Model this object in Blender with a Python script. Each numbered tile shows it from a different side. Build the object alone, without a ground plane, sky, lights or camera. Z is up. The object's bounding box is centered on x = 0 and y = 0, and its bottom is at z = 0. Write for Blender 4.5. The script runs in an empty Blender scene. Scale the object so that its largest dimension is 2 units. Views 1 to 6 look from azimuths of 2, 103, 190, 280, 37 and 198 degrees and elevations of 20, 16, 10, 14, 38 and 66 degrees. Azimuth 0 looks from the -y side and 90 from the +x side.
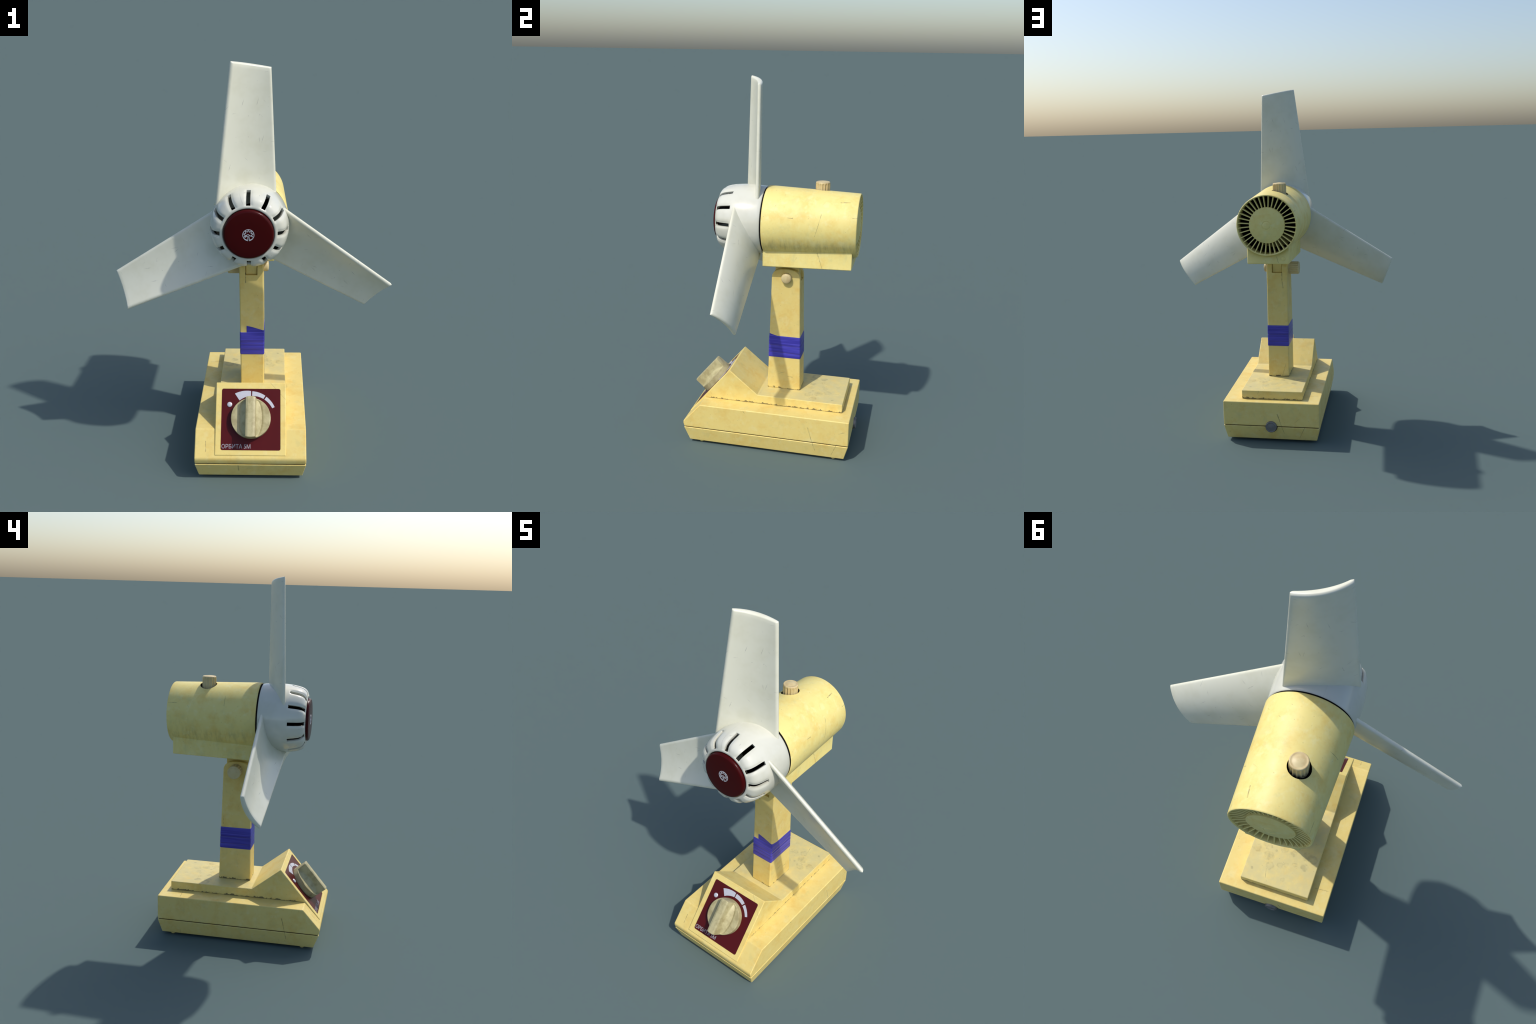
import bpy, bmesh, math, random
from mathutils import Vector, Matrix

random.seed(7)
X0 = -0.0065          # symmetry plane of the fan
ZC = 1.247            # height of the fan axis
PI = math.pi

# ------------------------------------------------------------------ materials
class Nodes:
    """small helper to write node graphs as expressions"""
    def __init__(self, name):
        self.mat = bpy.data.materials.new(name)
        self.mat.use_nodes = True
        self.nt = self.mat.node_tree
        self.nt.nodes.clear()
        self.out = self.nt.nodes.new('ShaderNodeOutputMaterial')
        self.bsdf = self.nt.nodes.new('ShaderNodeBsdfPrincipled')
        self.nt.links.new(self.bsdf.outputs[0], self.out.inputs[0])
        self.co = self.nt.nodes.new('ShaderNodeTexCoord').outputs['Object']

    def put(self, sock, v):
        if isinstance(v, bpy.types.NodeSocket):
            self.nt.links.new(v, sock)
        elif isinstance(v, (tuple, list)) and len(v) == 3 and sock.type == 'RGBA':
            sock.default_value = (*v, 1)
        else:
            sock.default_value = v

    def math(self, op, a, b=0.0, c=None, clamp=False):
        n = self.nt.nodes.new('ShaderNodeMath'); n.operation = op; n.use_clamp = clamp
        self.put(n.inputs[0], a); self.put(n.inputs[1], b)
        if c is not None: self.put(n.inputs[2], c)
        return n.outputs[0]

    def vec(self, op, a, b=None, scale=None):
        n = self.nt.nodes.new('ShaderNodeVectorMath'); n.operation = op
        self.put(n.inputs[0], a)
        if b is not None: self.put(n.inputs[1], b)
        if scale is not None: self.put(n.inputs['Scale'], scale)
        return n.outputs['Value'] if op in ('LENGTH', 'DOT_PRODUCT', 'DISTANCE') else n.outputs[0]

    def noise(self, scale, detail=4.0, rough=0.55, stretch=None, offset=(0, 0, 0), distortion=0.0):
        co = self.co
        if stretch or offset != (0, 0, 0):
            m = self.nt.nodes.new('ShaderNodeMapping')
            self.put(m.inputs[0], co); m.inputs['Location'].default_value = offset
            if stretch: m.inputs['Scale'].default_value = stretch
            co = m.outputs[0]
        n = self.nt.nodes.new('ShaderNodeTexNoise')
        self.put(n.inputs['Vector'], co); n.inputs['Scale'].default_value = scale
        n.inputs['Detail'].default_value = detail; n.inputs['Roughness'].default_value = rough
        n.inputs['Distortion'].default_value = distortion
        return n.outputs['Fac']

    def step(self, v, lo, hi, to_lo=0.0, to_hi=1.0):
        n = self.nt.nodes.new('ShaderNodeMapRange'); n.interpolation_type = 'SMOOTHSTEP'
        self.put(n.inputs[0], v)
        for i, x in enumerate((lo, hi, to_lo, to_hi)): n.inputs[1 + i].default_value = x
        return n.outputs[0]

    def mix(self, f, a, b, blend='MIX'):
        n = self.nt.nodes.new('ShaderNodeMix'); n.data_type = 'RGBA'; n.blend_type = blend
        self.put(n.inputs['Factor'], f); self.put(n.inputs['A'], a); self.put(n.inputs['B'], b)
        return n.outputs['Result']

    def voronoi(self, scale, feature='F1', stretch=None, rotation=(0, 0, 0), randomness=1.0, offset=(0, 0, 0)):
        m = self.nt.nodes.new('ShaderNodeMapping'); self.put(m.inputs[0], self.co)
        m.inputs['Rotation'].default_value = rotation; m.inputs['Location'].default_value = offset
        if stretch: m.inputs['Scale'].default_value = stretch
        n = self.nt.nodes.new('ShaderNodeTexVoronoi'); n.feature = feature
        self.put(n.inputs['Vector'], m.outputs[0]); n.inputs['Scale'].default_value = scale
        n.inputs['Randomness'].default_value = randomness
        return n

    def flat(self, kind):
        """2D coordinates on a surface: 'xz' for blades, 'any' a skewed projection that suits every face of a box"""
        c = self.xyz()
        n = self.nt.nodes.new('ShaderNodeCombineXYZ')
        if kind == 'xz':
            self.put(n.inputs[0], c[0]); self.put(n.inputs[1], c[2])
        else:
            self.put(n.inputs[0], self.math('MULTIPLY_ADD', c[0], 0.7, c[1]))
            self.put(n.inputs[1], self.math('MULTIPLY_ADD', c[0], 0.6, self.math('MULTIPLY_ADD', c[1], -0.35, c[2])))
        return n.outputs[0]

    def hairlines(self, kind, scale, angle, width=0.02, aspect=0.07, keep=0.5, shift=0.0):
        """sparse short tapered hairline scratches, all lying in one direction of the surface"""
        a = self.nt.nodes.new('ShaderNodeMapping'); self.put(a.inputs[0], self.flat(kind))
        a.inputs['Rotation'].default_value = (0, 0, angle); a.inputs['Location'].default_value = (shift, shift * 1.7, 0)
        b = self.nt.nodes.new('ShaderNodeMapping'); self.put(b.inputs[0], a.outputs[0])
        b.inputs['Scale'].default_value = (1, aspect, 1)
        v = self.nt.nodes.new('ShaderNodeTexVoronoi'); v.voronoi_dimensions = '2D'; v.feature = 'F1'
        self.put(v.inputs['Vector'], b.outputs[0]); v.inputs['Scale'].default_value = scale
        line = self.step(v.outputs['Distance'], width * 0.3, width, 1.0, 0.0)
        sep = self.nt.nodes.new('ShaderNodeSeparateColor'); self.put(sep.inputs[0], v.outputs['Color'])
        return self.math('MULTIPLY', line, self.step(sep.outputs[0], keep, min(keep + 0.4, 1.0)))

    def specks(self, kind, scale, width=0.06, keep=0.6):
        v = self.nt.nodes.new('ShaderNodeTexVoronoi'); v.voronoi_dimensions = '2D'; v.feature = 'F1'
        self.put(v.inputs['Vector'], self.flat(kind)); v.inputs['Scale'].default_value = scale
        sep = self.nt.nodes.new('ShaderNodeSeparateColor'); self.put(sep.inputs[0], v.outputs['Color'])
        return self.math('MULTIPLY', self.step(v.outputs['Distance'], width * 0.4, width, 1.0, 0.0), self.step(sep.outputs[0], keep, min(keep + 0.3, 1.0)))

    def xyz(self):
        n = self.nt.nodes.new('ShaderNodeSeparateXYZ'); self.put(n.inputs[0], self.co)
        return n.outputs

    def scratch(self, a, b, w=0.0022, through=None):
        """mask of a thin scratch from a to b (object space); through=(axis, sign): laid on whatever
        surface lies on that side of the object, seen along that axis"""
        a = Vector(a); ba = Vector(b) - a
        pa = self.vec('SUBTRACT', self.co, tuple(a))
        if through:
            keep = [1.0, 1.0, 1.0]; keep[through[0]] = 0.0
            pa = self.vec('MULTIPLY', pa, tuple(keep)); ba[through[0]] = 0.0
        h = self.math('MULTIPLY', self.vec('DOT_PRODUCT', pa, tuple(ba)), 1 / ba.length_squared, clamp=True)
        q = self.vec('SUBTRACT', pa, self.vec('SCALE', tuple(ba), scale=h))
        d = self.vec('LENGTH', q)
        m = self.step(d, w * 0.25, w, 1.0, 0.0)
        if through:
            side = self.math('MULTIPLY', self.xyz()[through[0]], through[1])
            m = self.math('MULTIPLY', m, self.math('GREATER_THAN', side, 0.0))
        return m

    def spot(self, c, r, soft=0.35):
        d = self.vec('DISTANCE', self.co, tuple(c))
        return self.step(d, r * (1 - soft), r, 1.0, 0.0)

    def maxof(self, *ms):
        r = ms[0]
        for m in ms[1:]: r = self.math('MAXIMUM', r, m)
        return r

    def bump(self, h, strength=0.2, dist=0.002):
        n = self.nt.nodes.new('ShaderNodeBump'); n.inputs['Strength'].default_value = strength
        n.inputs['Distance'].default_value = dist; self.put(n.inputs['Height'], h)
        self.put(self.bsdf.inputs['Normal'], n.outputs[0])

    def finish(self, color, rough=0.5, metallic=0.0, spec=0.5, coat=0.0, coat_rough=0.1):
        b = self.bsdf.inputs
        self.put(b['Base Color'], color); self.put(b['Roughness'], rough); self.put(b['Metallic'], metallic)
        self.put(b['Specular IOR Level'], spec); self.put(b['Coat Weight'], coat); self.put(b['Coat Roughness'], coat_rough)
        return self.mat


YELLOW_A = (0.740, 0.583, 0.185)
YELLOW_B = (0.69, 0.475, 0.115)
YELLOW_C = (0.745, 0.635, 0.265)
YELLOW_D = (0.60, 0.50, 0.175)
GRIME = (0.10, 0.085, 0.05)


def yellow_plastic(name, scratches=(), extra=None, seed=0.0, tint=None, tone=(1, 1, 1)):
    n = Nodes(name)
    o = (seed, seed * 0.7, seed * 1.3)
    big = n.noise(11.0, 6.0, 0.66, offset=o)
    mid = n.noise(26.0, 5.0, 0.65, offset=(o[0] + 3, o[1], o[2]))
    col = n.mix(n.step(big, 0.44, 0.74, 0.0, 0.85), YELLOW_A, YELLOW_B)
    fleck = n.noise(60.0, 3.0, 0.6, offset=(o[0], o[1] + 4, o[2]))
    col = n.mix(n.step(fleck, 0.60, 0.76, 0.0, 0.45), col, YELLOW_B)
    col = n.mix(n.math('MULTIPLY', n.step(mid, 0.5, 0.72), 0.55), col, YELLOW_C)
    pale = n.step(n.noise(14.0, 3.0, 0.5, offset=(o[0] + 9, o[1], o[2])), 0.60, 0.74)
    col = n.mix(n.math('MULTIPLY', pale, 0.5), col, YELLOW_C)
    hair = n.maxof(n.hairlines('any', 11.0, 0.35 + seed, 0.016, 0.10, 0.60, seed), n.hairlines('any', 9.0, 1.9 + seed, 0.014, 0.09, 0.62, seed + 3))
    dark = n.maxof(n.math('MULTIPLY', n.specks('any', 26.0, 0.045, 0.66), 0.55), n.math('MULTIPLY', hair, 0.42))
    tan = n.step(n.noise(20.0, 4.0, 0.6, offset=(o[0] + 13, o[1] + 2, o[2])), 0.52, 0.75, 0.0, 0.52)
    col = n.mix(tan, col, YELLOW_D)
    if scratches:
        s = n.maxof(*[n.scratch(*k) for k in scratches])
        s = n.math('MULTIPLY', s, n.step(n.noise(60.0, 3.0), 0.32, 0.64, 0.15, 0.68))
        dark = n.maxof(dark, s)
    if extra:
        dark = n.maxof(dark, extra(n))
    col = n.mix(1.0, col, tone, 'MULTIPLY')
    if tint: col = tint(n, col)
    col = n.mix(dark, col, GRIME)
    n.bump(n.math('ADD', n.math('MULTIPLY', mid, 0.4), n.math('MULTIPLY', dark, -1.0)), 0.12, 0.002)
    rough = n.step(big, 0.3, 0.7, 0.44, 0.56)
    return n.finish(col, rough, spec=0.36)


def junction_dirt(n, axis, level, reach=0.004, lo=0.46):
    """ragged black dirt line where one part meets another at a given height"""
    c = n.xyz()[axis]
    d = n.math('ABSOLUTE', n.math('SUBTRACT', c, level))
    rag = n.noise(42.0, 4.0, 0.7)
    wide = n.math('MULTIPLY', n.step(rag, lo, 0.68), reach)
    m = n.math('LESS_THAN', d, wide)
    return n.math('MULTIPLY', m, 0.85)


def mat_white(name, color, rough, coat, scr=True):
    n = Nodes(name)
    col = n.mix(n.step(n.noise(9.0, 5.0, 0.6), 0.4, 0.72), color, (color[0] * 0.93, color[1] * 0.925, color[2] * 0.89))
    if scr:
        h = n.maxof(*[n.hairlines('xz', sc, an, w, asp, kp, sh) for sc, an, w, asp, kp, sh in
                      ((15.0, 0.30, 0.024, 0.07, 0.20, 0.3), (14.0, 1.05, 0.026, 0.06, 0.25, 1.9), (16.0, 2.05, 0.024, 0.07, 0.25, 4.1), (12.0, 2.7, 0.020, 0.05, 0.30, 7.3), (18.0, 1.5, 0.026, 0.12, 0.3, 9.3), (20.0, 0.8, 0.026, 0.07, 0.3, 12.1), (21.0, 2.4, 0.028, 0.09, 0.3, 15.7), (17.0, 3.0, 0.022, 0.06, 0.3, 18.2))])
        h = n.math('MULTIPLY', h, n.step(n.noise(55.0, 4.0, 0.7), 0.36, 0.66, 0.10, 0.9))
        specks = n.math('MULTIPLY', n.specks('xz', 20.0, 0.045, 0.70), 0.7)
        m = n.math('MULTIPLY', n.maxof(h, specks), 0.62)
        col = n.mix(m, col, (0.16, 0.16, 0.16))
        n.bump(n.math('MULTIPLY', m, -1.0), 0.1, 0.001)
    return n.finish(col, rough, spec=0.5, coat=coat, coat_rough=0.12)


def simple(name, color, rough=0.5, metallic=0.0, spec=0.5, coat=0.0, vary=0.08, scale=20.0):
    n = Nodes(name)
    f = n.noise(scale, 4.0)
    col = n.mix(f, color, tuple(c * (1 - vary * 2) for c in color))
    return n.finish(col, rough, metallic, spec, coat)


M_WHITE = mat_white('blade_white_plastic', (0.710, 0.705, 0.580), 0.30, 0.0)
M_HUB = mat_white('hub_gloss_plastic', (0.62, 0.62, 0.54), 0.15, 0.25)
M_RED = simple('dark_red_panel', (0.080, 0.0045, 0.0055), 0.34, 0.0, 0.22, 0.0, 0.05)
M_CAP = simple('dark_red_lacquer', (0.048, 0.002, 0.0025), 0.24, 0.0, 0.14, 0.0, 0.05)
M_SILVER = simple('silver_paint', (0.58, 0.58, 0.64), 0.38, 0.15, 0.5, 0, 0.06, 90)
M_BLACK = simple('dark_cavity', (0.004, 0.004, 0.004), 0.9, 0, 0.1)
M_INSIDE = simple('hub_inside', (0.018, 0.017, 0.012), 0.8, 0, 0.2)  # white hub's inner walls darkened so the slots read as shadow
M_SEAM = simple('seam_dirt', (0.055, 0.04, 0.02), 0.85, 0, 0.2)
M_STEEL = simple('dull_steel', (0.24, 0.235, 0.235), 0.45, 0.45, 0.5, 0, 0.22, 45)


def mat_cream(name, a, b):
    n = Nodes(name)
    col = n.mix(n.step(n.noise(22.0, 5.0, 0.6), 0.4, 0.66), a, b)
    return n.finish(col, 0.42, spec=0.45)


def mat_tape():
    n = Nodes('blue_insulating_tape')
    streak = n.noise(5.0, 4.0, 0.6, stretch=(1.0, 1.0, 22.0))
    col = n.mix(n.step(streak, 0.36, 0.66), (0.040, 0.033, 0.32), (0.066, 0.058, 0.44))
    z = n.xyz()[2]
    wob = n.math('MULTIPLY', n.math('SUBTRACT', n.noise(9.0, 3.0), 0.5), 0.010)
    zz = n.math('ADD', z, wob)
    lines = None
    for level in (0.551, 0.509):
        d = n.math('ABSOLUTE', n.math('SUBTRACT', zz, level))
        m = n.step(d, 0.0004, 0.0022, 0.65, 0.0)
        lines = m if lines is None else n.maxof(lines, m)
    col = n.mix(lines, col, (0.035, 0.02, 0.09))
    n.bump(n.math('ADD', streak, n.math('MULTIPLY', lines, -1.0)), 0.3, 0.002)
    return n.finish(col, 0.30, spec=0.5)


M_CREAM = mat_cream('cream_knob_plastic', (0.62, 0.51, 0.27), (0.54, 0.41, 0.20))
M_DIAL = mat_cream('worn_dial_plastic', (0.48, 0.43, 0.235), (0.35, 0.30, 0.150))
M_TAPE = mat_tape()


def console_marks(n):
    """round glass-bottom stains on the flat top behind the post + dirt line at the foot"""
    stains = []
    wob = n.math('MULTIPLY', n.math('SUBTRACT', n.noise(38.0, 4.0, 0.65), 0.5), 0.030)
    for c, r, ring in (((0.139, 0.240), 0.026, 1), ((0.081, 0.218), 0.018, 1), ((0.068, 0.262), 0.031, 0), ((0.095, 0.205), 0.020, 1),
                       ((-0.047, 0.214), 0.020, 0), ((0.047, 0.310), 0.025, 1), ((0.002, 0.292), 0.018, 1), ((-0.027, 0.282), 0.015, 1),
                       ((-0.068, 0.263), 0.016, 1), ((-0.120, 0.265), 0.024, 0), ((-0.151, 0.217), 0.026, 0), ((-0.115, 0.208), 0.028, 0),
                       ((0.040, 0.226), 0.006, 0), ((0.128, 0.347), 0.008, 0), ((0.003, 0.205), 0.022, 0), ((-0.037, 0.359), 0.014, 1)):
        p = (c[0], c[1], 0.290)
        m = n.step(n.math('ADD', n.vec('DISTANCE', n.co, p), wob), r * 0.65, r * 1.0, 1.0, 0.0)
        if ring:
            m = n.math('MULTIPLY', m, n.step(n.vec('DISTANCE', n.co, p), r * 0.35, r * 0.8, 0.35, 1.0))
        stains.append(m)
    s = n.maxof(*stains)
    s = n.math('MULTIPLY', s, n.step(n.noise(34.0, 5.0, 0.65), 0.38, 0.66, 0.05, 0.30))
    edge = n.math('MULTIPLY', junction_dirt(n, 2, 0.2405, 0.0120, 0.38), n.math('GREATER_THAN', n.xyz()[1], -0.352))
    return n.maxof(s, edge)


def console_top_tint(n, col):
    c = n.xyz()
    m = n.math('MULTIPLY', n.step(c[2], 0.2893, 0.2903), n.step(c[1], -0.085, -0.055))
    m = n.math('MULTIPLY', m, n.step(n.noise(16.0, 5.0, 0.65), 0.30, 0.65, 0.25, 0.75))
    return n.mix(m, col, (0.55, 0.485, 0.235))


def motor_streaks(n):
    """grey vertical streaks on the lower flank of the motor barrel"""
    z = n.xyz()[2]
    band = n.math('MULTIPLY', n.step(z, 1.10, 1.135, 0.15, 1.0), n.step(z, 1.15, 1.215, 1.0, 0.0))
    st = n.noise(22.0, 6.0, 0.7, stretch=(0.35, 2.2, 0.5))
    return n.math('MULTIPLY', n.math('MULTIPLY', band, n.step(st, 0.38, 0.72)), 0.30)


BARREL_TONE = (1.06, 1.14, 1.30)
RIGHT, LEFT, BACK, FRONT, TOP = (0, 1), (0, -1), (1, 1), (1, -1), (2, 1)
M_BASE = yellow_plastic('aged_yellow_plastic', [
    ((0.268, 0.238, 0.185), (0.268, 0.246, 0.160), 0.0045, RIGHT), ((0.268, 0.246, 0.160), (0.268, 0.280, 0.050), 0.0024, RIGHT),
    ((0.268, 0.398, 0.106), (0.268, 0.369, 0.032), 0.0018, RIGHT), ((0.268, 0.405, 0.168), (0.268, 0.436, 0.181), 0.0016, RIGHT),
    ((0.268, -0.119, 0.234), (0.268, -0.112, 0.224), 0.0024, RIGHT),
    ((-0.28, -0.255, 0.166), (-0.28, -0.278, 0.054), 0.0026, LEFT), ((-0.28, -0.250, 0.176), (-0.28, -0.257, 0.155), 0.004, LEFT),
    ((-0.043, 0.458, 0.172), (-0.050, 0.458, 0.152), 0.0045, BACK), ((-0.050, 0.458, 0.152), (-0.081, 0.458, 0.053), 0.0024, BACK),
    ((-0.201, 0.458, 0.104), (-0.169, 0.458, 0.032), 0.0018, BACK),
    ((-0.066, -0.455, 0.092), (-0.065, -0.44, 0.050), 0.0042, FRONT),
    ((-0.228, -0.41, 0.195), (-0.226, -0.44, 0.157), 0.0022, FRONT), ((-0.27, 0.33, 0.24), (-0.20, 0.335, 0.24), 0.0018, TOP)], seed=0.0, tone=(1.0, 1.0, 1.06))
M_CONSOLE = yellow_plastic('aged_yellow_console', [
    ((0.06, 0.33, 0.29), (0.05, 0.375, 0.29), 0.0020, TOP)], console_marks, 2.3, console_top_tint, tone=(1.02, 1.025, 1.08))
M_POST = yellow_plastic('aged_yellow_post', [
    ((-0.036, 0.139, 0.925), (-0.036, 0.141, 0.880), 0.0036, BACK), ((-0.036, 0.139, 0.88), (-0.042, 0.141, 0.835), 0.0036, BACK),
    ((-0.037, -0.0165, 0.935), (-0.036, -0.018, 0.885), 0.0036, FRONT),
    ((0.055, 0.083, 0.369), (0.055, 0.11, 0.367), 0.0026, RIGHT), ((0.055, 0.032, 0.381), (0.055, 0.065, 0.394), 0.0014, RIGHT),
    ((-0.05, 0.151, 0.37), (-0.03, 0.152, 0.30), 0.0016, BACK), ((-0.068, 0.130, 0.673), (-0.068, 0.134, 0.624), 0.0018, LEFT)],
    lambda n: junction_dirt(n, 2, 0.291, 0.012, 0.42), 4.1, tone=(1.01, 1.0, 1.06))
M_MOTOR = yellow_plastic('aged_yellow_barrel', [
    ((0.17, 0.256, 1.333), (0.17, 0.241, 1.267), 0.0019, RIGHT), ((0.17, 0.241, 1.267), (0.17, 0.226, 1.214), 0.0017, RIGHT),
    ((0.17, 0.085, 1.303), (0.17, 0.110, 1.301), 0.0024, RIGHT), ((0.17, 0.345, 1.384), (0.17, 0.392, 1.386), 0.0022, RIGHT),
    ((0.17, 0.413, 1.317), (0.17, 0.437, 1.319), 0.0022, RIGHT), ((-0.18, 0.117, 1.370), (-0.18, 0.118, 1.323), 0.0017, LEFT),
    ((-0.18, 0.381, 1.323), (-0.18, 0.430, 1.322), 0.0022, LEFT), ((0.109, 0.234, 1.110), (0.109, 0.241, 1.092), 0.0040, RIGHT),
    ((0.109, 0.241, 1.092), (0.109, 0.262, 1.03), 0.0024, RIGHT), ((-0.055, 0.414, 1.072), (-0.064, 0.414, 1.037), 0.0020, BACK)],
    motor_streaks, 6.6, tone=BARREL_TONE)

M_VENT = yellow_plastic('aged_yellow_vent', seed=8.2, tone=BARREL_TONE)

# ------------------------------------------------------------------ geometry helpers
def new_object(name, mesh, parent=None, mat=None):
    ob = bpy.data.objects.new(name, mesh)
    bpy.context.collection.objects.link(ob)
    if mat is not None and len(mesh.materials) == 0: mesh.materials.append(mat)
    if parent is not None: ob.parent = parent
    return ob


def shade(mesh, angle=35):
    mesh.polygons.foreach_set('use_smooth', [True] * len(mesh.polygons))
    mesh.set_sharp_from_angle(angle=math.radians(angle))


def from_pydata(name, v, f, angle=35):
    me = bpy.data.meshes.new(name)
    me.from_pydata([tuple(p) for p in v], [], f)
    bm = bmesh.new(); bm.from_mesh(me)
    bmesh.ops.remove_doubles(bm, verts=bm.verts, dist=1e-6)
    bmesh.ops.recalc_face_normals(bm, faces=bm.faces)
    bm.to_mesh(me); bm.free()
    shade(me, angle)
    return me


def apply_modifiers(ob, angle=35):
    bpy.context.view_layer.update()
    dg = bpy.context.evaluated_depsgraph_get()
    me = bpy.data.meshes.new_from_object(ob.evaluated_get(dg))
    ob.modifiers.clear()
    old = ob.data; ob.data = me; me.name = ob.name
    if old.users == 0: bpy.data.meshes.remove(old)
    shade(me, angle)
    return ob


def plane_normals(ob):
    """directions of the large flat faces of a plain block"""
    return [p.normal.copy() for p in ob.data.polygons]


def keep_flat(ob, normals):
    """the large faces stay dead flat, only the rounded edges between them are shaded smooth"""
    for p in ob.data.polygons:
        if any(p.normal.dot(q) > 0.99985 for q in normals): p.use_smooth = False


def bevel(ob, w, seg=3, limit=30, angle=50, weighted=True):
    m = ob.modifiers.new('bevel', 'BEVEL'); m.width = w; m.segments = seg
    m.limit_method = 'ANGLE'; m.angle_limit = math.radians(limit); m.harden_normals = False
    if weighted:
        shade(ob.data, 180)
        ob.modifiers.new('wn', 'WEIGHTED_NORMAL').keep_sharp = False
    apply_modifiers(ob, angle)
    return ob


def boolean(ob, cutter, op='DIFFERENCE', weighted=True):
    m = ob.modifiers.new('cut', 'BOOLEAN'); m.object = cutter; m.operation = op; m.solver = 'EXACT'
    apply_modifiers(ob)
    bpy.data.objects.remove(cutter, do_unlink=True)
    if weighted:
        ob.modifiers.new('wn', 'WEIGHTED_NORMAL').keep_sharp = True
        apply_modifiers(ob)


def slab(name, outline, x_lo, x_hi, parent, mat):
    """extrude an outline of (y, z) points along x"""
    n = len(outline)
    v = [(x_lo, y, z) for y, z in outline] + [(x_hi, y, z) for y, z in outline]
    f = [list(range(n)), list(range(2 * n - 1, n - 1, -1))]
    f += [[i, (i + 1) % n, n + (i + 1) % n, n + i] for i in range(n)]
    return new_object(name, from_pydata(name, v, f), parent, mat)


def loft(name, rings, parent=None, mat=None, caps=True, closed=False, angle=35):
    n = len(rings[0]); v = [p for r in rings for p in r]; f = []
    m = len(rings)
    for i in range(m if closed else m - 1):
        a, b = i * n, ((i + 1) % m) * n
        f += [[a + j, a + (j + 1) % n, b + (j + 1) % n, b + j] for j in range(n)]
    if caps and not closed:
        f += [list(range(n)), list(range((m - 1) * n, m * n))]
    me = from_pydata(name, v, f, angle)
    return new_object(name, me, parent, mat)


def lathe(name, profile, seg, parent, mat, axis='y', center=(X0, 0, ZC), caps=True, closed=False, angle=35, ridge=None):
    """turn (along, radius) points around an axis through center; ridge(angle, along) scales the radius"""
    rings = []
    for h, r in profile:
        ring = []
        for k in range(seg):
            a = 2 * PI * k / seg
            rr = r * (ridge(a, h) if ridge else 1)
            c, s = rr * math.cos(a), rr * math.sin(a)
            if axis == 'y': p = (center[0] + c, center[1] + h, center[2] + s)
            elif axis == 'z': p = (center[0] + c, center[1] + s, center[2] + h)
            else: p = (center[0] + h, center[1] + c, center[2] + s)
            ring.append(p)
        rings.append(ring)
    return loft(name, rings, parent, mat, caps, closed, angle)


def lerp(a, b, t): return a + (b - a) * t
def smooth(t): t = max(0, min(1, t)); return t * t * (3 - 2 * t)


# ------------------------------------------------------------------ root
fan = bpy.data.objects.new('desk_fan', None)
bpy.context.collection.objects.link(fan)
fan.empty_display_size = 0.2
fan['label'] = 'vintage yellowed plastic desk fan with three white blades'
fan['category'] = 'desk fan'

# ------------------------------------------------------------------ base
HB = 0.2757
base = slab('base', [(-0.458, 0.0995), (-0.4632, 0.120), (-0.4625, 0.133), (-0.3665, 0.2402), (0.4593, 0.2402), (0.4593, 0.0995)],
            X0 - HB, X0 + HB, fan, M_BASE)
bevel(base, 0.0055, 3)
SEAM = slab('base_seam', [(-0.4515, 0.090), (-0.4515, 0.104), (0.4525, 0.104), (0.4525, 0.090)], X0 - HB + 0.0055, X0 + HB - 0.0055, base, M_SEAM)


def rect(x, y0, y1, z): return [(X0 - x, y0, z), (X0 + x, y0, z), (X0 + x, y1, z), (X0 - x, y1, z)]


tray = loft('base_tray', [rect(0.2590, -0.4300, 0.4370, 0.0135), rect(HB, -0.4595, 0.4593, 0.0955)], base, M_BASE)
bevel(tray, 0.004, 3)
foot = lathe('foot', [(0, 0.005), (0.0005, 0.009), (0.004, 0.0125), (0.018, 0.014)], 32, base, M_BASE, 'z', (0, 0, 0))
foot.location = (X0 + 0.236, -0.366, 0)
for px, py in ((0.236, 0.378), (-0.236, -0.366), (-0.236, 0.378)):
    k = foot.copy(); bpy.context.collection.objects.link(k); k.location = (X0 + px, py, 0)

# mains socket button on the back
lathe('power_socket', [(0.445, 0.0325), (0.466, 0.0325), (0.4705, 0.031), (0.4725, 0.028), (0.4715, 0.0255), (0.4695, 0.0245),
                       (0.4700, 0.018), (0.4715, 0.009), (0.472, 0.001)], 48, base, M_STEEL, 'y', (X0 - 0.001, 0, 0.0985))
lathe('socket_shadow_gap', [(0.452, 0.0355), (0.4588, 0.0355), (0.4588, 0.030), (0.452, 0.030)], 48, base, M_SEAM, 'y', (X0 - 0.0015, 0, 0.0995), caps=False, closed=True)

# ------------------------------------------------------------------ control console (stepped plate with slanted panel)
HP = 0.1758
PY, PZ = -0.2235, 0.4215                     # ridge of the wedge
D = Vector((0, -0.2315, -0.2755)).normalized()  # down the panel
N = Vector((0, D.z, -D.y))
if N.z < 0: N = -N
U = Vector((1, 0, 0))


def on_panel(x, s, h=0.0):
    return Vector((0, PY, PZ)) + U * x + D * s + N * h


console = slab('control_console', [(PY, PZ), (-0.455, 0.146), (-0.4475, 0.1395), (-0.357, 0.2405), (0.409, 0.2405), (0.409, 0.2905), (-0.063, 0.2905)],
               X0 - HP, X0 + HP, fan, M_CONSOLE)
console_faces = plane_normals(console)
bevel(console, 0.004, 3, weighted=False)


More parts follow.
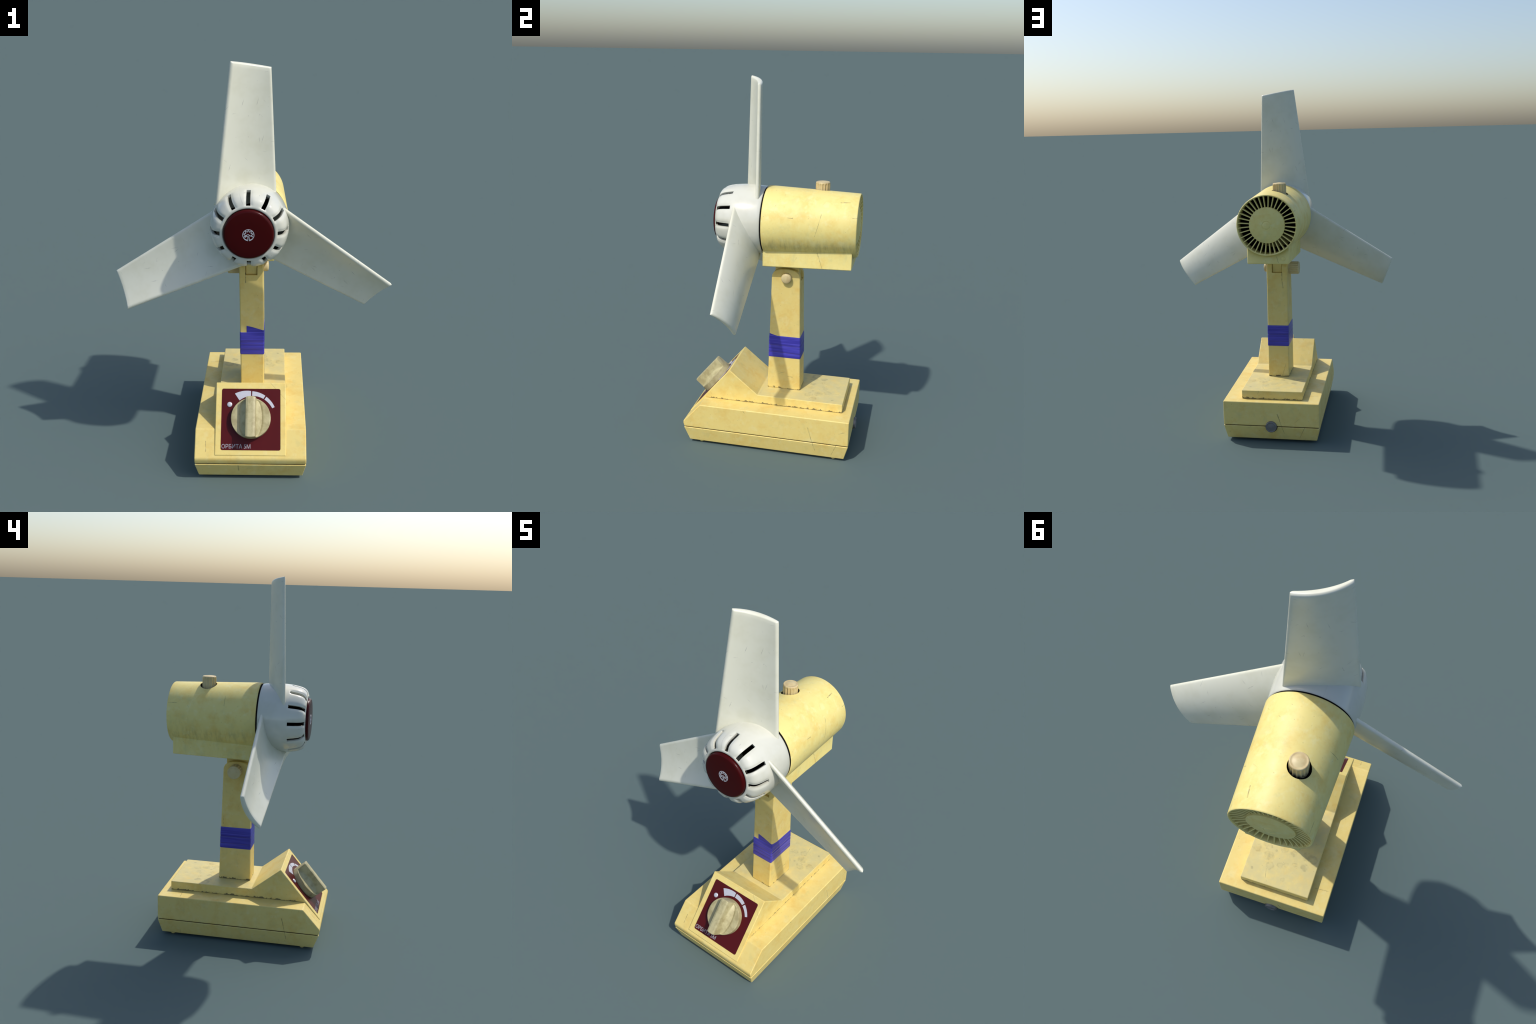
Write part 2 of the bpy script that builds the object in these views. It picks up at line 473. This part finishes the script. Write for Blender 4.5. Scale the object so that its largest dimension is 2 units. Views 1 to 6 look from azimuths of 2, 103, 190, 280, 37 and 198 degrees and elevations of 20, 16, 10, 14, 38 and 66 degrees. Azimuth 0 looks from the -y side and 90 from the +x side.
def round_rect(x0, x1, s0, s1, r, seg=6):
    pts = []
    for cx, cs, a0 in ((x1 - r, s0 + r, -90), (x1 - r, s1 - r, 0), (x0 + r, s1 - r, 90), (x0 + r, s0 + r, 180)):
        for i in range(seg + 1):
            a = math.radians(a0 + 90 * i / seg)
            pts.append((cx + r * math.cos(a), cs + r * math.sin(a)))
    return pts


def prism(name, outline, h0, h1, parent, mat, angle=35):
    """flat piece lying on the panel plane: outline in (x, s), from height h0 to h1"""
    return loft(name, [[on_panel(x, s, h0) for x, s in outline], [on_panel(x, s, h1) for x, s in outline]], parent, mat, angle=angle)


R0 = (-0.1535, 0.1425, 0.0315, 0.3345)
pocket = prism('pocket', round_rect(*R0, 0.009), -0.0035, 0.02, None, M_CONSOLE)
boolean(console, pocket, weighted=False)
keep_flat(console, console_faces)
panel = prism('control_panel', round_rect(R0[0] + 0.0008, R0[1] - 0.0008, R0[2] + 0.0008, R0[3] - 0.0008, 0.0085), -0.0033, -0.0015, console, M_RED)

KX, KS = -0.0045, 0.1765                      # dial centre on the panel


def dial_arc(a0, a1, ri0, ri1, ro0, ro1, seg=16):
    pts = []
    for i in range(seg + 1):
        t = i / seg; a = math.radians(lerp(a0, a1, t)); r = lerp(ro0, ro1, t)
        pts.append((KX + r * math.sin(a), KS - r * math.cos(a)))
    for i in range(seg, -1, -1):
        t = i / seg; a = math.radians(lerp(a0, a1, t)); r = lerp(ri0, ri1, t)
        pts.append((KX + r * math.sin(a), KS - r * math.cos(a)))
    return pts


def strip_prism(name, outline, h0, h1, parent, mat):
    """like prism, for a strip whose outline runs out along one side and back along the other"""
    n = len(outline) // 2
    rings = []
    for i in range(n):
        a, b = outline[i], outline[-1 - i]
        rings.append([on_panel(*a, h0), on_panel(*a, h1), on_panel(*b, h1), on_panel(*b, h0)])
    return loft(name, rings, parent, mat)


strip_prism('speed_mark', dial_arc(-34.5, -0.6, 0.104, 0.109, 0.146, 0.1335), -0.0018, -0.0003, panel, M_SILVER)
strip_prism('speed_mark', dial_arc(2.2, 32.8, 0.109, 0.1125, 0.1325, 0.131), -0.0018, -0.0003, panel, M_SILVER)
strip_prism('speed_mark', dial_arc(36.0, 65.5, 0.1125, 0.116, 0.130, 0.1295), -0.0018, -0.0003, panel, M_SILVER)
dot_rings = []
for r, h in ((0.0125, -0.0018), (0.0125, 0.0005), (0.0105, 0.0022), (0.006, 0.0034), (0.001, 0.0037)):
    dot_rings.append([on_panel(-0.1125 + r * math.cos(2 * PI * k / 32), 0.111 + r * math.sin(2 * PI * k / 32), h) for k in range(32)])
loft('off_mark', dot_rings, panel, M_SILVER)

# lettering
txt = bpy.data.curves.new('lettering', 'FONT')
txt.body = '\u041e\u0420\u0411\u0418\u0422\u0410 5\u041c'
txt.size = 1.0; txt.extrude = 0.02; txt.offset = 0.006
to = bpy.data.objects.new('lettering_curve', txt); bpy.context.collection.objects.link(to)
bpy.context.view_layer.update()
tm = bpy.data.meshes.new_from_object(to.evaluated_get(bpy.context.evaluated_depsgraph_get()))
bpy.data.objects.remove(to, do_unlink=True)
xs = [v.co.x for v in tm.vertices]; ys = [v.co.y for v in tm.vertices]
for v in tm.vertices:
    tx = (v.co.x - min(xs)) / (max(xs) - min(xs)); ty = (v.co.y - min(ys)) / (max(ys) - min(ys))
    v.co = on_panel(lerp(-0.1485, -0.0055, tx), lerp(0.3260, 0.3045, ty), -0.0009 + (0.0005 if v.co.z > 0 else -0.0009))
M_LETTER = simple('grey_lettering', (0.36, 0.33, 0.36), 0.5)
tm.materials.clear()
new_object('lettering', tm, panel, M_LETTER)

# dial knob: disc with a grip bar, built as a grid of rows along the bar
RK = 0.0985


def knob_height(u, v):
    """bar with steep flanks, a lens-shaped scoop on either side, flat rim outside"""
    u = abs(u)
    edge = 0.029 + 0.030 * math.sqrt(max(0.0, 1 - (v / 0.088) ** 2))
    low = 0.0315
    if u > 0.094: low -= 0.5 * (u - 0.094)
    # concave skirt that runs from the bar down to the lens-shaped outline
    if u < edge: low += 0.018 * min(1.0, (edge - u) / 0.030) ** 2.2
    low -= 0.0045 * math.exp(-((u - edge + 0.005) / 0.006) ** 2) * smooth((edge - 0.030) / 0.012)
    bar = lerp(0.0890, 0.0855, smooth((u - 0.013) / 0.010)) if u < 0.0230 else lerp(0.0855, -0.01, (u - 0.0230) / 0.0090)
    return max(low, bar)


us = [0, 0.008, 0.014, 0.0165, 0.0185, 0.0205, 0.0218, 0.0230, 0.0240, 0.0250, 0.0262, 0.0272, 0.0280, 0.0288, 0.0296, 0.031, 0.033, 0.035, 0.037, 0.039, 0.041, 0.043, 0.045, 0.047, 0.049, 0.051, 0.053, 0.055, 0.057, 0.059, 0.062, 0.070, 0.078, 0.086, 0.090, 0.094, 0.0968, 0.0984]
us = [-u for u in us[:0:-1]] + us
rows = []
NV = 64
for u in us:
    half = math.sqrt(max(RK * RK - u * u, 1e-7)); h = knob_height(u, RK); row = []
    waist = []
    for hh in (0.0, 0.012, 0.024, 0.0275):    # rim of the disc, common to all rows
        waist.append((half, hh))
    for k in range(1, 7):                    # end wall of the bar above the disc, slightly waisted
        hh = lerp(0.0275, h - 0.0020, k / 6)
        waist.append((half - 0.0015 * math.sin(PI * k / 6) * smooth((h - 0.035) / 0.04), hh))
    waist += [(half - 0.0007, h - 0.0007), (half - 0.0022, h)]
    for r, hh in waist: row.append((u, -max(r, 0.0), hh))
    inner = max(half - 0.004, 0)
    for k in range(NV + 1):
        t = lerp(-1, 1, k / NV)
        row.append((u, inner * t, knob_height(u, inner * t) if abs(t) < 0.999 else h))
    for r, hh in reversed(waist): row.append((u, max(r, 0.0), hh))
    rows.append([on_panel(KX + 0.0 + a, KS + 0.004 + b, c - 0.0015) for a, b, c in row])
v = [p for r in rows for p in r]; n = len(rows[0])
f = [[i * n + j, i * n + j + 1, (i + 1) * n + j + 1, (i + 1) * n + j] for i in range(len(rows) - 1) for j in range(n - 1)]
f += [list(range(n)), list(range((len(rows) - 1) * n, len(rows) * n))]   # close the two flanks
new_object('dial_knob', from_pydata('dial_knob', v, f, 38), panel, M_DIAL)

# ------------------------------------------------------------------ post
HC = 0.0622
post_outline = [(-0.0322, 0.2895)]
for i in range(0, 25):
    a = PI - PI * i / 24
    c, s = math.cos(a), math.sin(a)
    c = math.copysign(abs(c) ** (2 / 2.35), c); s = abs(s) ** (2 / 2.35)
    post_outline.append((0.060 + 0.0785 * c, 0.941 + 0.0530 * s))
post_outline.append((0.1548, 0.2895))
post = slab('post', post_outline, X0 - HC, X0 + HC, fan, M_POST)
bevel(post, 0.007, 4, 40, weighted=False)
cut = slab('cut', [(-0.1, 0.9255), (-0.1, 1.1), (0.25, 1.1), (0.25, 0.9255)], X0 - 0.0305, X0 + 0.0305, None, M_POST)
boolean(post, cut)

# tape wrapped round the post, with a loose end on the front
rings = []
WR = 15
def post_y(z):
    t = (z - 0.2895) / (0.941 - 0.2895)
    return lerp(-0.0322, -0.0185, t), lerp(0.1548, 0.1385, t)
rnd = random.Random(3)
ridge = [rnd.uniform(0, 1) for _ in range(60)]
levels = [lerp(0.4805, 0.6065, i / 42) for i in range(43)]
def tape_ring(z, g):
    y0, y1 = post_y(z); x = HC + g; y0 -= g; y1 += g; r = 0.0075
    pts = []
    for cx, cy, a0 in ((x - r, y1 - r, 0), (-x + r, y1 - r, 90), (-x + r, y0 + r, 180), (x - r, y0 + r, 270)):
        for i in range(6):
            a = math.radians(a0 + 90 * i / 5)
            pts.append((X0 + cx + r * math.cos(a), cy + r * math.sin(a), z))
    return pts
rings.append(tape_ring(levels[0], -0.002))
for i, z in enumerate(levels):
    g = 0.0016 + 0.0006 * ridge[i // 3]
    for lv in (0.551, 0.509):
        if abs(z - lv) < 0.0022: g = 0.0012
    if abs(z - 0.563) < 0.002 or abs(z - 0.541) < 0.002: g = 0.0027
    if i in (0, len(levels) - 1): g = 0.0010
    rings.append(tape_ring(z, g))
rings.append(tape_ring(levels[-1], -0.002))
tape = loft('insulating_tape', rings, post, M_TAPE, caps=False, angle=60)
# loose end: a thin sheet over the front face and round the right edge
ends = []
prev = []
path = [(-0.0340 - X0, None), (0.0, None), (0.03, None), (HC - 0.006, None)]
def flap_pts(g):
    lo, hi = [], []
    y0, _ = post_y(0.62)
    line = []
    for x in (-0.0275, 0.0, 0.03, HC - 0.0075): line.append((x, y0 - g))
    for i in range(1, 6):
        a = math.radians(270 + 90 * i / 5); r = 0.0075 + g
        line.append((HC - 0.0075 + r * math.cos(a), y0 + 0.0075 + r * math.sin(a)))
    line.append((HC + g, y0 + 0.03)); line.append((HC + g, y0 + 0.048))
    length = 0; out = []
    for i, p in enumerate(line):
        if i: length += math.hypot(p[0] - line[i - 1][0], p[1] - line[i - 1][1])
        out.append((p, length))
    total = length
    for p, l in out:
        top = lerp(0.6445, 0.6060, smooth(l / total) * 0.35 + 0.65 * l / total)
        lo.append((X0 + p[0], p[1], 0.598)); hi.append((X0 + p[0], p[1], top))
    return lo, hi
lo0, hi0 = flap_pts(-0.0015); lo1, hi1 = flap_pts(0.0012)
rings = [[lo0[i], hi0[i], hi1[i], lo1[i]] for i in range(len(lo0))]
loft('tape_end', rings, tape, M_TAPE)

# ------------------------------------------------------------------ tilt joint
tongue = slab('tilt_tongue', [(-0.006, 0.9265), (-0.006, 1.03), (0.126, 1.03), (0.126, 0.9265)], X0 - 0.0285, X0 + 0.0285, fan, M_POST)
tongue.data.materials.clear(); tongue.data.materials.append(M_POST)
bevel(tongue, 0.003, 2)
lathe('pivot_bolt', [(0.055, 0.0285), (0.077, 0.0285), (0.0835, 0.027), (0.0865, 0.0235), (0.0885, 0.016), (0.0895, 0.006), (0.0897, 0.001)],
      48, post, M_CREAM, 'x', (X0, 0.0655, 0.9465), angle=60)


def knurl(count, depth, lo, hi):
    def fn(a, h):
        w = smooth((h - lo) / 0.004) * smooth((hi - h) / 0.004) if lo < h < hi else 0
        return 1 - depth * w * (0.5 - 0.5 * math.cos(count * a)) ** 0.8
    return fn


def knurled_knob(name, axis, center, r, h0, h1, parent, sign=1):
    L = h1 - h0
    prof = [(h0, r * 0.99), (h0 + L * 0.04, r), (h0 + L * 0.07, r), (h0 + L * 0.12, r), (h0 + L * 0.5, r), (h0 + L * 0.76, r), (h0 + L * 0.82, r), (h0 + L * 0.88, r * 0.985), (h0 + L * 0.935, r * 0.94),
            (h0 + L * 0.955, r * 0.86), (h0 + L * 0.94, r * 0.80), (h0 + L * 0.955, r * 0.62), (h0 + L * 0.985, r * 0.36), (h0 + L, r * 0.12), (h0 + L, r * 0.01)]
    prof2 = [(sign * h, rr) for h, rr in prof]
    rf = knurl(15, 0.125, h0 + L * 0.03, h0 + L * 0.86)
    return lathe(name, prof2, 180, parent, M_CREAM, axis, center, angle=60, ridge=lambda a, h: rf(a, sign * h) if True else 1)


knurled_knob('clamp_knob', 'x', (X0, 0.0655, 0.944), 0.0375, 0.060, 0.1275, post, -1)

# ------------------------------------------------------------------ motor housing
def mr(y): return lerp(0.1865, 0.1685, (y + 0.058) / 0.495)
prof = [(-0.058, 0.176), (-0.0575, mr(-.058) - 0.005), (-0.0545, mr(-.058) - 0.0015), (-0.050, mr(-.050))]
prof += [(y, mr(y)) for y in (0.05, 0.15, 0.25, 0.35)]
prof += [(0.432, mr(0.432)), (0.4355, mr(0.4355) - 0.001), (0.437, 0.166), (0.437, 0.1635), (0.4345, 0.161), (0.428, 0.1600), (0.10, 0.154), (0.10, 0.02), (-0.058, 0.02)]
motor = lathe('motor_housing', prof, 128, fan, M_MOTOR, caps=False, closed=True)
hole = lathe('hole', [(1.36, 0.0465), (1.50, 0.0465)], 48, None, M_BLACK, 'z', (X0 - 0.0455, 0.2315, 0))
boolean(motor, hole, weighted=False)
lathe('hole_lining', [(1.372, 0.0455), (1.372, 0.02)], 48, motor, M_BLACK, 'z', (X0 - 0.0455, 0.2315, 0), caps=True)
# black sleeve inside the knob hole, trimmed below the barrel surface
rings = []
for hh in (0, 1):
    ring = []
    for k in range(48):
        a = 2 * PI * k / 48; x = X0 - 0.0455 + 0.0459 * math.cos(a); y = 0.2315 + 0.0459 * math.sin(a)
        top = ZC + math.sqrt(mr(y) ** 2 - (x - X0) ** 2) - 0.0012
        ring.append((x, y, 1.37 if hh == 0 else top))
    rings.append(ring)
loft('hole_sleeve', rings, motor, M_BLACK, caps=False)
knurled_knob('swivel_knob', 'z', (X0 - 0.0425, 0.2290, 0), 0.0385, 1.385, 1.4665, motor)

lathe('cavity_backing', [(0.30, 0.1572), (0.375, 0.1586), (0.375, 0.1580), (0.106, 0.1535), (0.106, 0.001)], 64, motor, M_BLACK, caps=False)
disc = [(0.395, 0.098), (0.424, 0.0995), (0.4280, 0.0988)] + [(0.4290 + 0.0130 * (1 - (r / 0.098) ** 2) + (0.0006 if k % 2 else -0.0006), r) for k, r in enumerate((0.096, 0.088, 0.078, 0.069, 0.060, 0.051, 0.043, 0.036, 0.030, 0.0262))]
disc += [(0.4400, 0.0248), (0.4398, 0.0228), (0.4418, 0.0205), (0.4428, 0.012), (0.4430, 0.001)]
lathe('vent_disc', disc, 96, motor, M_VENT, angle=60)
# radial vent fins
NF = 36
v = []; rr = [lerp(0.0965, 0.1615, i / 8) for i in range(9)]
rings = []
for r in rr:
    yb = 0.4215 + 0.0125 * ((r - 0.0965) / 0.065) ** 2
    rings.append([(-0.0026, 0.402, r), (-0.0026, yb - 0.001, r), (-0.0014, yb, r), (0.0014, yb, r), (0.0026, yb - 0.001, r), (0.0026, 0.402, r)])
fin = loft('vent_fin', rings, motor, M_VENT)
for k in range(NF):
    o = fin if k == 0 else fin.copy()
    if k: bpy.context.collection.objects.link(o)
    o.matrix_local = Matrix.Translation((X0, 0, ZC)) @ Matrix.Rotation(2 * PI * (k + 0.55) / NF, 4, 'Y')

# mounting box under the barrel
v = []
for y, z in ((-0.059, 1.0170), (0.4155, 1.0293)):
    for x, zz in ((-0.1166, z), (0.1166, z), (0.1166, 1.155), (-0.1166, 1.155)): v.append((X0 + x, y, zz))
box = new_object('mounting_box', from_pydata('mounting_box', v, [[0, 1, 2, 3], [7, 6, 5, 4], [0, 4, 5, 1], [1, 5, 6, 2], [2, 6, 7, 3], [3, 7, 4, 0]]), motor, M_MOTOR)
bevel(box, 0.004, 3, weighted=False)
cut = lathe('cut', [(0.20, 0.1625), (0.5, 0.1625)], 96, None, M_MOTOR)
boolean(box, cut)
lathe('box_screw', [(0.410, 0.012), (0.4165, 0.012), (0.4185, 0.0105), (0.4175, 0.008), (0.4185, 0.005), (0.419, 0.0005)], 32, motor, M_MOTOR, 'y', (X0 - 0.0845, 0, 1.0615))
lathe('rotor_gap', [(-0.068, 0.178), (-0.0555, 0.1825)], 96, motor, M_BLACK, caps=True)

# ------------------------------------------------------------------ propeller hub with twelve slots
ZH = 1.2455
hub_prof = [(-0.064, 0.176), (-0.0655, 0.181), (-0.069, 0.1832), (-0.085, 0.1852), (-0.11, 0.1872), (-0.14, 0.1884), (-0.165, 0.1887), (-0.19, 0.1880), (-0.208, 0.1868), (-0.218, 0.1858), (-0.2225, 0.1853), (-0.227, 0.1848),
            (-0.234, 0.1839), (-0.245, 0.1822), (-0.257, 0.1800), (-0.268, 0.1775), (-0.278, 0.1747), (-0.287, 0.1713), (-0.295, 0.1670), (-0.3015, 0.1620), (-0.3065, 0.1565), (-0.3100, 0.1510), (-0.3125, 0.1455),
            (-0.3145, 0.1400), (-0.3160, 0.1350), (-0.3165, 0.1335), (-0.3172, 0.1310), (-0.3180, 0.1275), (-0.3180, 0.1225), (-0.3165, 0.1198), (-0.312, 0.1186), (-0.304, 0.1184)]
I0, I1 = 11, 25                     # profile rows between which a slot is open
SW = 0.0098                         # half width of a slot
offs = [-1, 1]
col_pos = []                        # (slot number, signed distance from slot edge) columns per 30 degrees
nslot = 12
edge_steps = [0.0, 0.0022, 0.005, 0.009, 0.014]
verts = []; cols_per = 2 * len(edge_steps) + 3


def hub_point(i, slot, kind, val):
    y, r = hub_prof[i]
    a0 = 2 * PI * slot / nslot
    half = PI / nslot
    if kind == 'dist':               # val: signed distance across, measured from slot centre line
        da = val / r
    else:
        da = val
    # pillow: the surface sinks towards a slot edge
    dist = abs(da) * r - SW
    sink = 0.0
    row = smooth((i - I0 + 1.5) / 4) * smooth((I1 + 2 - i) / 4)
    if dist < 0.014: sink = 0.0040 * (1 - smooth(max(dist, 0) / 0.014)) * row
    ny, nr = -0.3, 0.95
    if 0 < i < len(hub_prof) - 1:
        dy = hub_prof[i + 1][0] - hub_prof[i - 1][0]; dr = hub_prof[i + 1][1] - hub_prof[i - 1][1]
        L = math.hypot(dy, dr); ny, nr = dr / L, -dy / L
    y2, r2 = y - sink * ny, r - sink * nr
    a = a0 + da
    return (X0 + r2 * math.sin(a), y2, ZH + r2 * math.cos(a))


def column_list():
    c = []
    for s in range(nslot):
        c += [(s, 'dist', -SW * 0.999), (s, 'dist', 0.0)]
        for e in edge_steps: c.append((s, 'dist', SW + e))
        for t in (0.38, 0.5, 0.62): c.append((s, 'frac', t))
        for e in reversed(edge_steps[1:]): c.append((s + 1, 'dist', -(SW + e)))
    return c


colsl = column_list()
ncol = len(colsl)
v = []
for i in range(len(hub_prof)):
    r = hub_prof[i][1]
    for s, kind, val in colsl:
        if kind == 'frac':
            a_lo = (SW + edge_steps[-1]) / r; a_hi = 2 * PI / nslot - a_lo
            v.append(hub_point(i, s, 'ang', lerp(a_lo, a_hi, (val - 0.26) / 0.48)))
        else:
            v.append(hub_point(i, s, kind, val))
f = []
per = ncol // nslot
for i in range(len(hub_prof) - 1):
    for j in range(ncol):
        if (j % per) in (0, 1) and I0 <= i < I1: continue
        f.append([i * ncol + j, i * ncol + (j + 1) % ncol, (i + 1) * ncol + (j + 1) % ncol, (i + 1) * ncol + j])
hub = new_object('propeller_hub', from_pydata('propeller_hub', v, f, 60), fan, M_HUB)
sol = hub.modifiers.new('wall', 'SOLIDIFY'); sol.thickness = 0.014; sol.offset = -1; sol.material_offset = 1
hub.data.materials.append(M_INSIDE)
bv = hub.modifiers.new('round', 'BEVEL'); bv.width = 0.0022; bv.segments = 2; bv.limit_method = 'ANGLE'; bv.angle_limit = math.radians(50)
apply_modifiers(hub, 60)
cap = lathe('hub_cap', [(-0.300, 0.1150), (-0.307, 0.1170), (-0.3195, 0.1170), (-0.3245, 0.1162), (-0.3283, 0.1140), (-0.3315, 0.1100), (-0.3326, 0.1050), (-0.3334, 0.06), (-0.3336, 0.001)],
            128, hub, M_CAP, 'y', (X0, 0, ZH - 0.001), angle=60)

# emblem: a thin raised ring with a small tree inside
def ribbon(name, pts, w, parent, mat, y0=-0.3326, y1=-0.3346):
    rings = []
    for i, p in enumerate(pts):
        a = pts[max(i - 1, 0)]; b = pts[min(i + 1, len(pts) - 1)]
        t = Vector((b[0] - a[0], b[1] - a[1])).normalized(); nn = Vector((-t.y, t.x))
        ww = w(i / (len(pts) - 1)) if callable(w) else w
        l = Vector(p[:2]) + nn * ww / 2; r = Vector(p[:2]) - nn * ww / 2
        rings.append([(X0 + l.x, y0, ZH + l.y), (X0 + l.x, y1, ZH + l.y), (X0 + r.x, y1, ZH + r.y), (X0 + r.x, y0, ZH + r.y)])
    return loft(name, rings, parent, mat)


ER = 0.0258
emblem = ribbon('emblem', [(ER * math.sin(a), ER * math.cos(a)) for a in [math.radians(lerp(-174, 174, i / 60)) for i in range(61)]],
                lambda t: 0.0030 + 0.0032 * max(0, abs(t - 0.5) * 2 - 0.72) / 0.28, cap, M_SILVER)
ribbon('emblem_trunk', [(-0.0032, -0.0255), (-0.0026, -0.014), (-0.0016, -0.006)], 0.0026, emblem, M_SILVER)
ribbon('emblem_trunk', [(0.0040, -0.0255), (0.0034, -0.014), (0.0018, -0.006)], 0.0030, emblem, M_SILVER)
ribbon('emblem_branch', [(-0.0155, -0.0125), (-0.0125, -0.006), (-0.007, 0.0), (-0.001, 0.0025), (0.004, -0.0015), (0.010, -0.0045), (0.0175, -0.0055)],
       lambda t: 0.0030 + 0.002 * abs(t - 0.5), emblem, M_SILVER)
ribbon('emblem_branch', [(-0.0145, -0.0085), (-0.009, -0.0075), (-0.003, -0.0070)], 0.0024, emblem, M_SILVER)
zig = []
for k, a in enumerate(range(-120, 121, 20)):
    r = 0.0218 if k % 2 == 0 else 0.0142
    zig.append((r * math.sin(math.radians(a)), r * math.cos(math.radians(a)) + 0.001))
ribbon('emblem_crown', zig, 0.0042, emblem, M_SILVER, -0.3326, -0.3348)

# ------------------------------------------------------------------ blades
LR, LT = Vector((-0.1580, -0.2095, 0.092)), Vector((-0.0762, -0.1735, 0.7520))
RR, RT = Vector((0.1268, -0.0890, 0.136)), Vector((0.1042, -0.0885, 0.7185))
NS, NC = 40, 36


def blade_mesh():
    rings = []
    ks = [lerp(-0.04, 0.985, i / NS) for i in range(NS + 1)] + [0.990, 0.995, 0.999, 1.0]
    for k in ks:
        L = LR.lerp(LT, k); R = RR.lerp(RT, k)
        ch = R - L; clen = ch.length
        back = Vector((0, 1, 0)); back = (back - ch.normalized() * back.dot(ch.normalized())).normalized()
        sag = lerp(0.0325, 0.0248, max(k, 0))
        thick = 0.0185
        shrink = 1.0
        if k > 0.985:
            q = (k - 0.985) / 0.015; shrink = math.sqrt(max(1 - q * q, 0.02))
        def mid(t):
            tt = t ** 0.94
            return L + ch * t + back * (4 * sag * tt * (1 - tt))
        def frame(t):
            e = 0.002
            tg = (mid(min(t + e, 1)) - mid(max(t - e, 0))).normalized()
            rad = (LT - LR).normalized()
            nn = tg.cross(rad).normalized()
            if nn.y < 0: nn = -nn
            return tg, nn
        def half(t):
            d = min(t, 1 - t) * clen; rr = thick * 0.5
            return rr * (math.sqrt(max(0, 1 - (1 - d / rr) ** 2)) if d < rr else 1)
        ts = []
        for j in range(NC + 1):
            x = j / NC; ts.append(0.5 - 0.5 * math.cos(PI * x) if True else x)
        ring = []
        for t in ts:
            _, nn = frame(t); ring.append(mid(t) + nn * half(t) * 0.95 * shrink)
        for t in ts[-2:0:-1]:
            _, nn = frame(t); ring.append(mid(t) - nn * half(t) * (1.05 + 0.92 * math.sin(PI * t) ** 0.8) * shrink)
        # keep the two end edges apart so that the outline stays rounded
        rings.append([tuple(p) for p in ring])
    n = len(rings[0]); v = [p for r in rings for p in r]; f = []
    for i in range(len(rings) - 1):
        f += [[i * n + j, i * n + (j + 1) % n, (i + 1) * n + (j + 1) % n, (i + 1) * n + j] for j in range(n)]
    # end caps as strips front to back
    for base_i in (0, (len(rings) - 1) * n):
        for j in range(NC):
            a, b = j, j + 1
            c, d = (n - b) % n, (n - a) % n
            quad = [base_i + a, base_i + b, base_i + c, base_i + d]
            quad = list(dict.fromkeys(quad))
            if len(quad) > 2: f.append(quad)
    return from_pydata('fan_blade', v, f, 50)


bm_ = blade_mesh(); bm_.materials.append(M_WHITE)
for k in range(3):
    b = new_object('fan_blade', bm_, hub)
    b.matrix_local = Matrix.Translation((X0, 0, ZC)) @ Matrix.Rotation(2 * PI * k / 3, 4, 'Y')
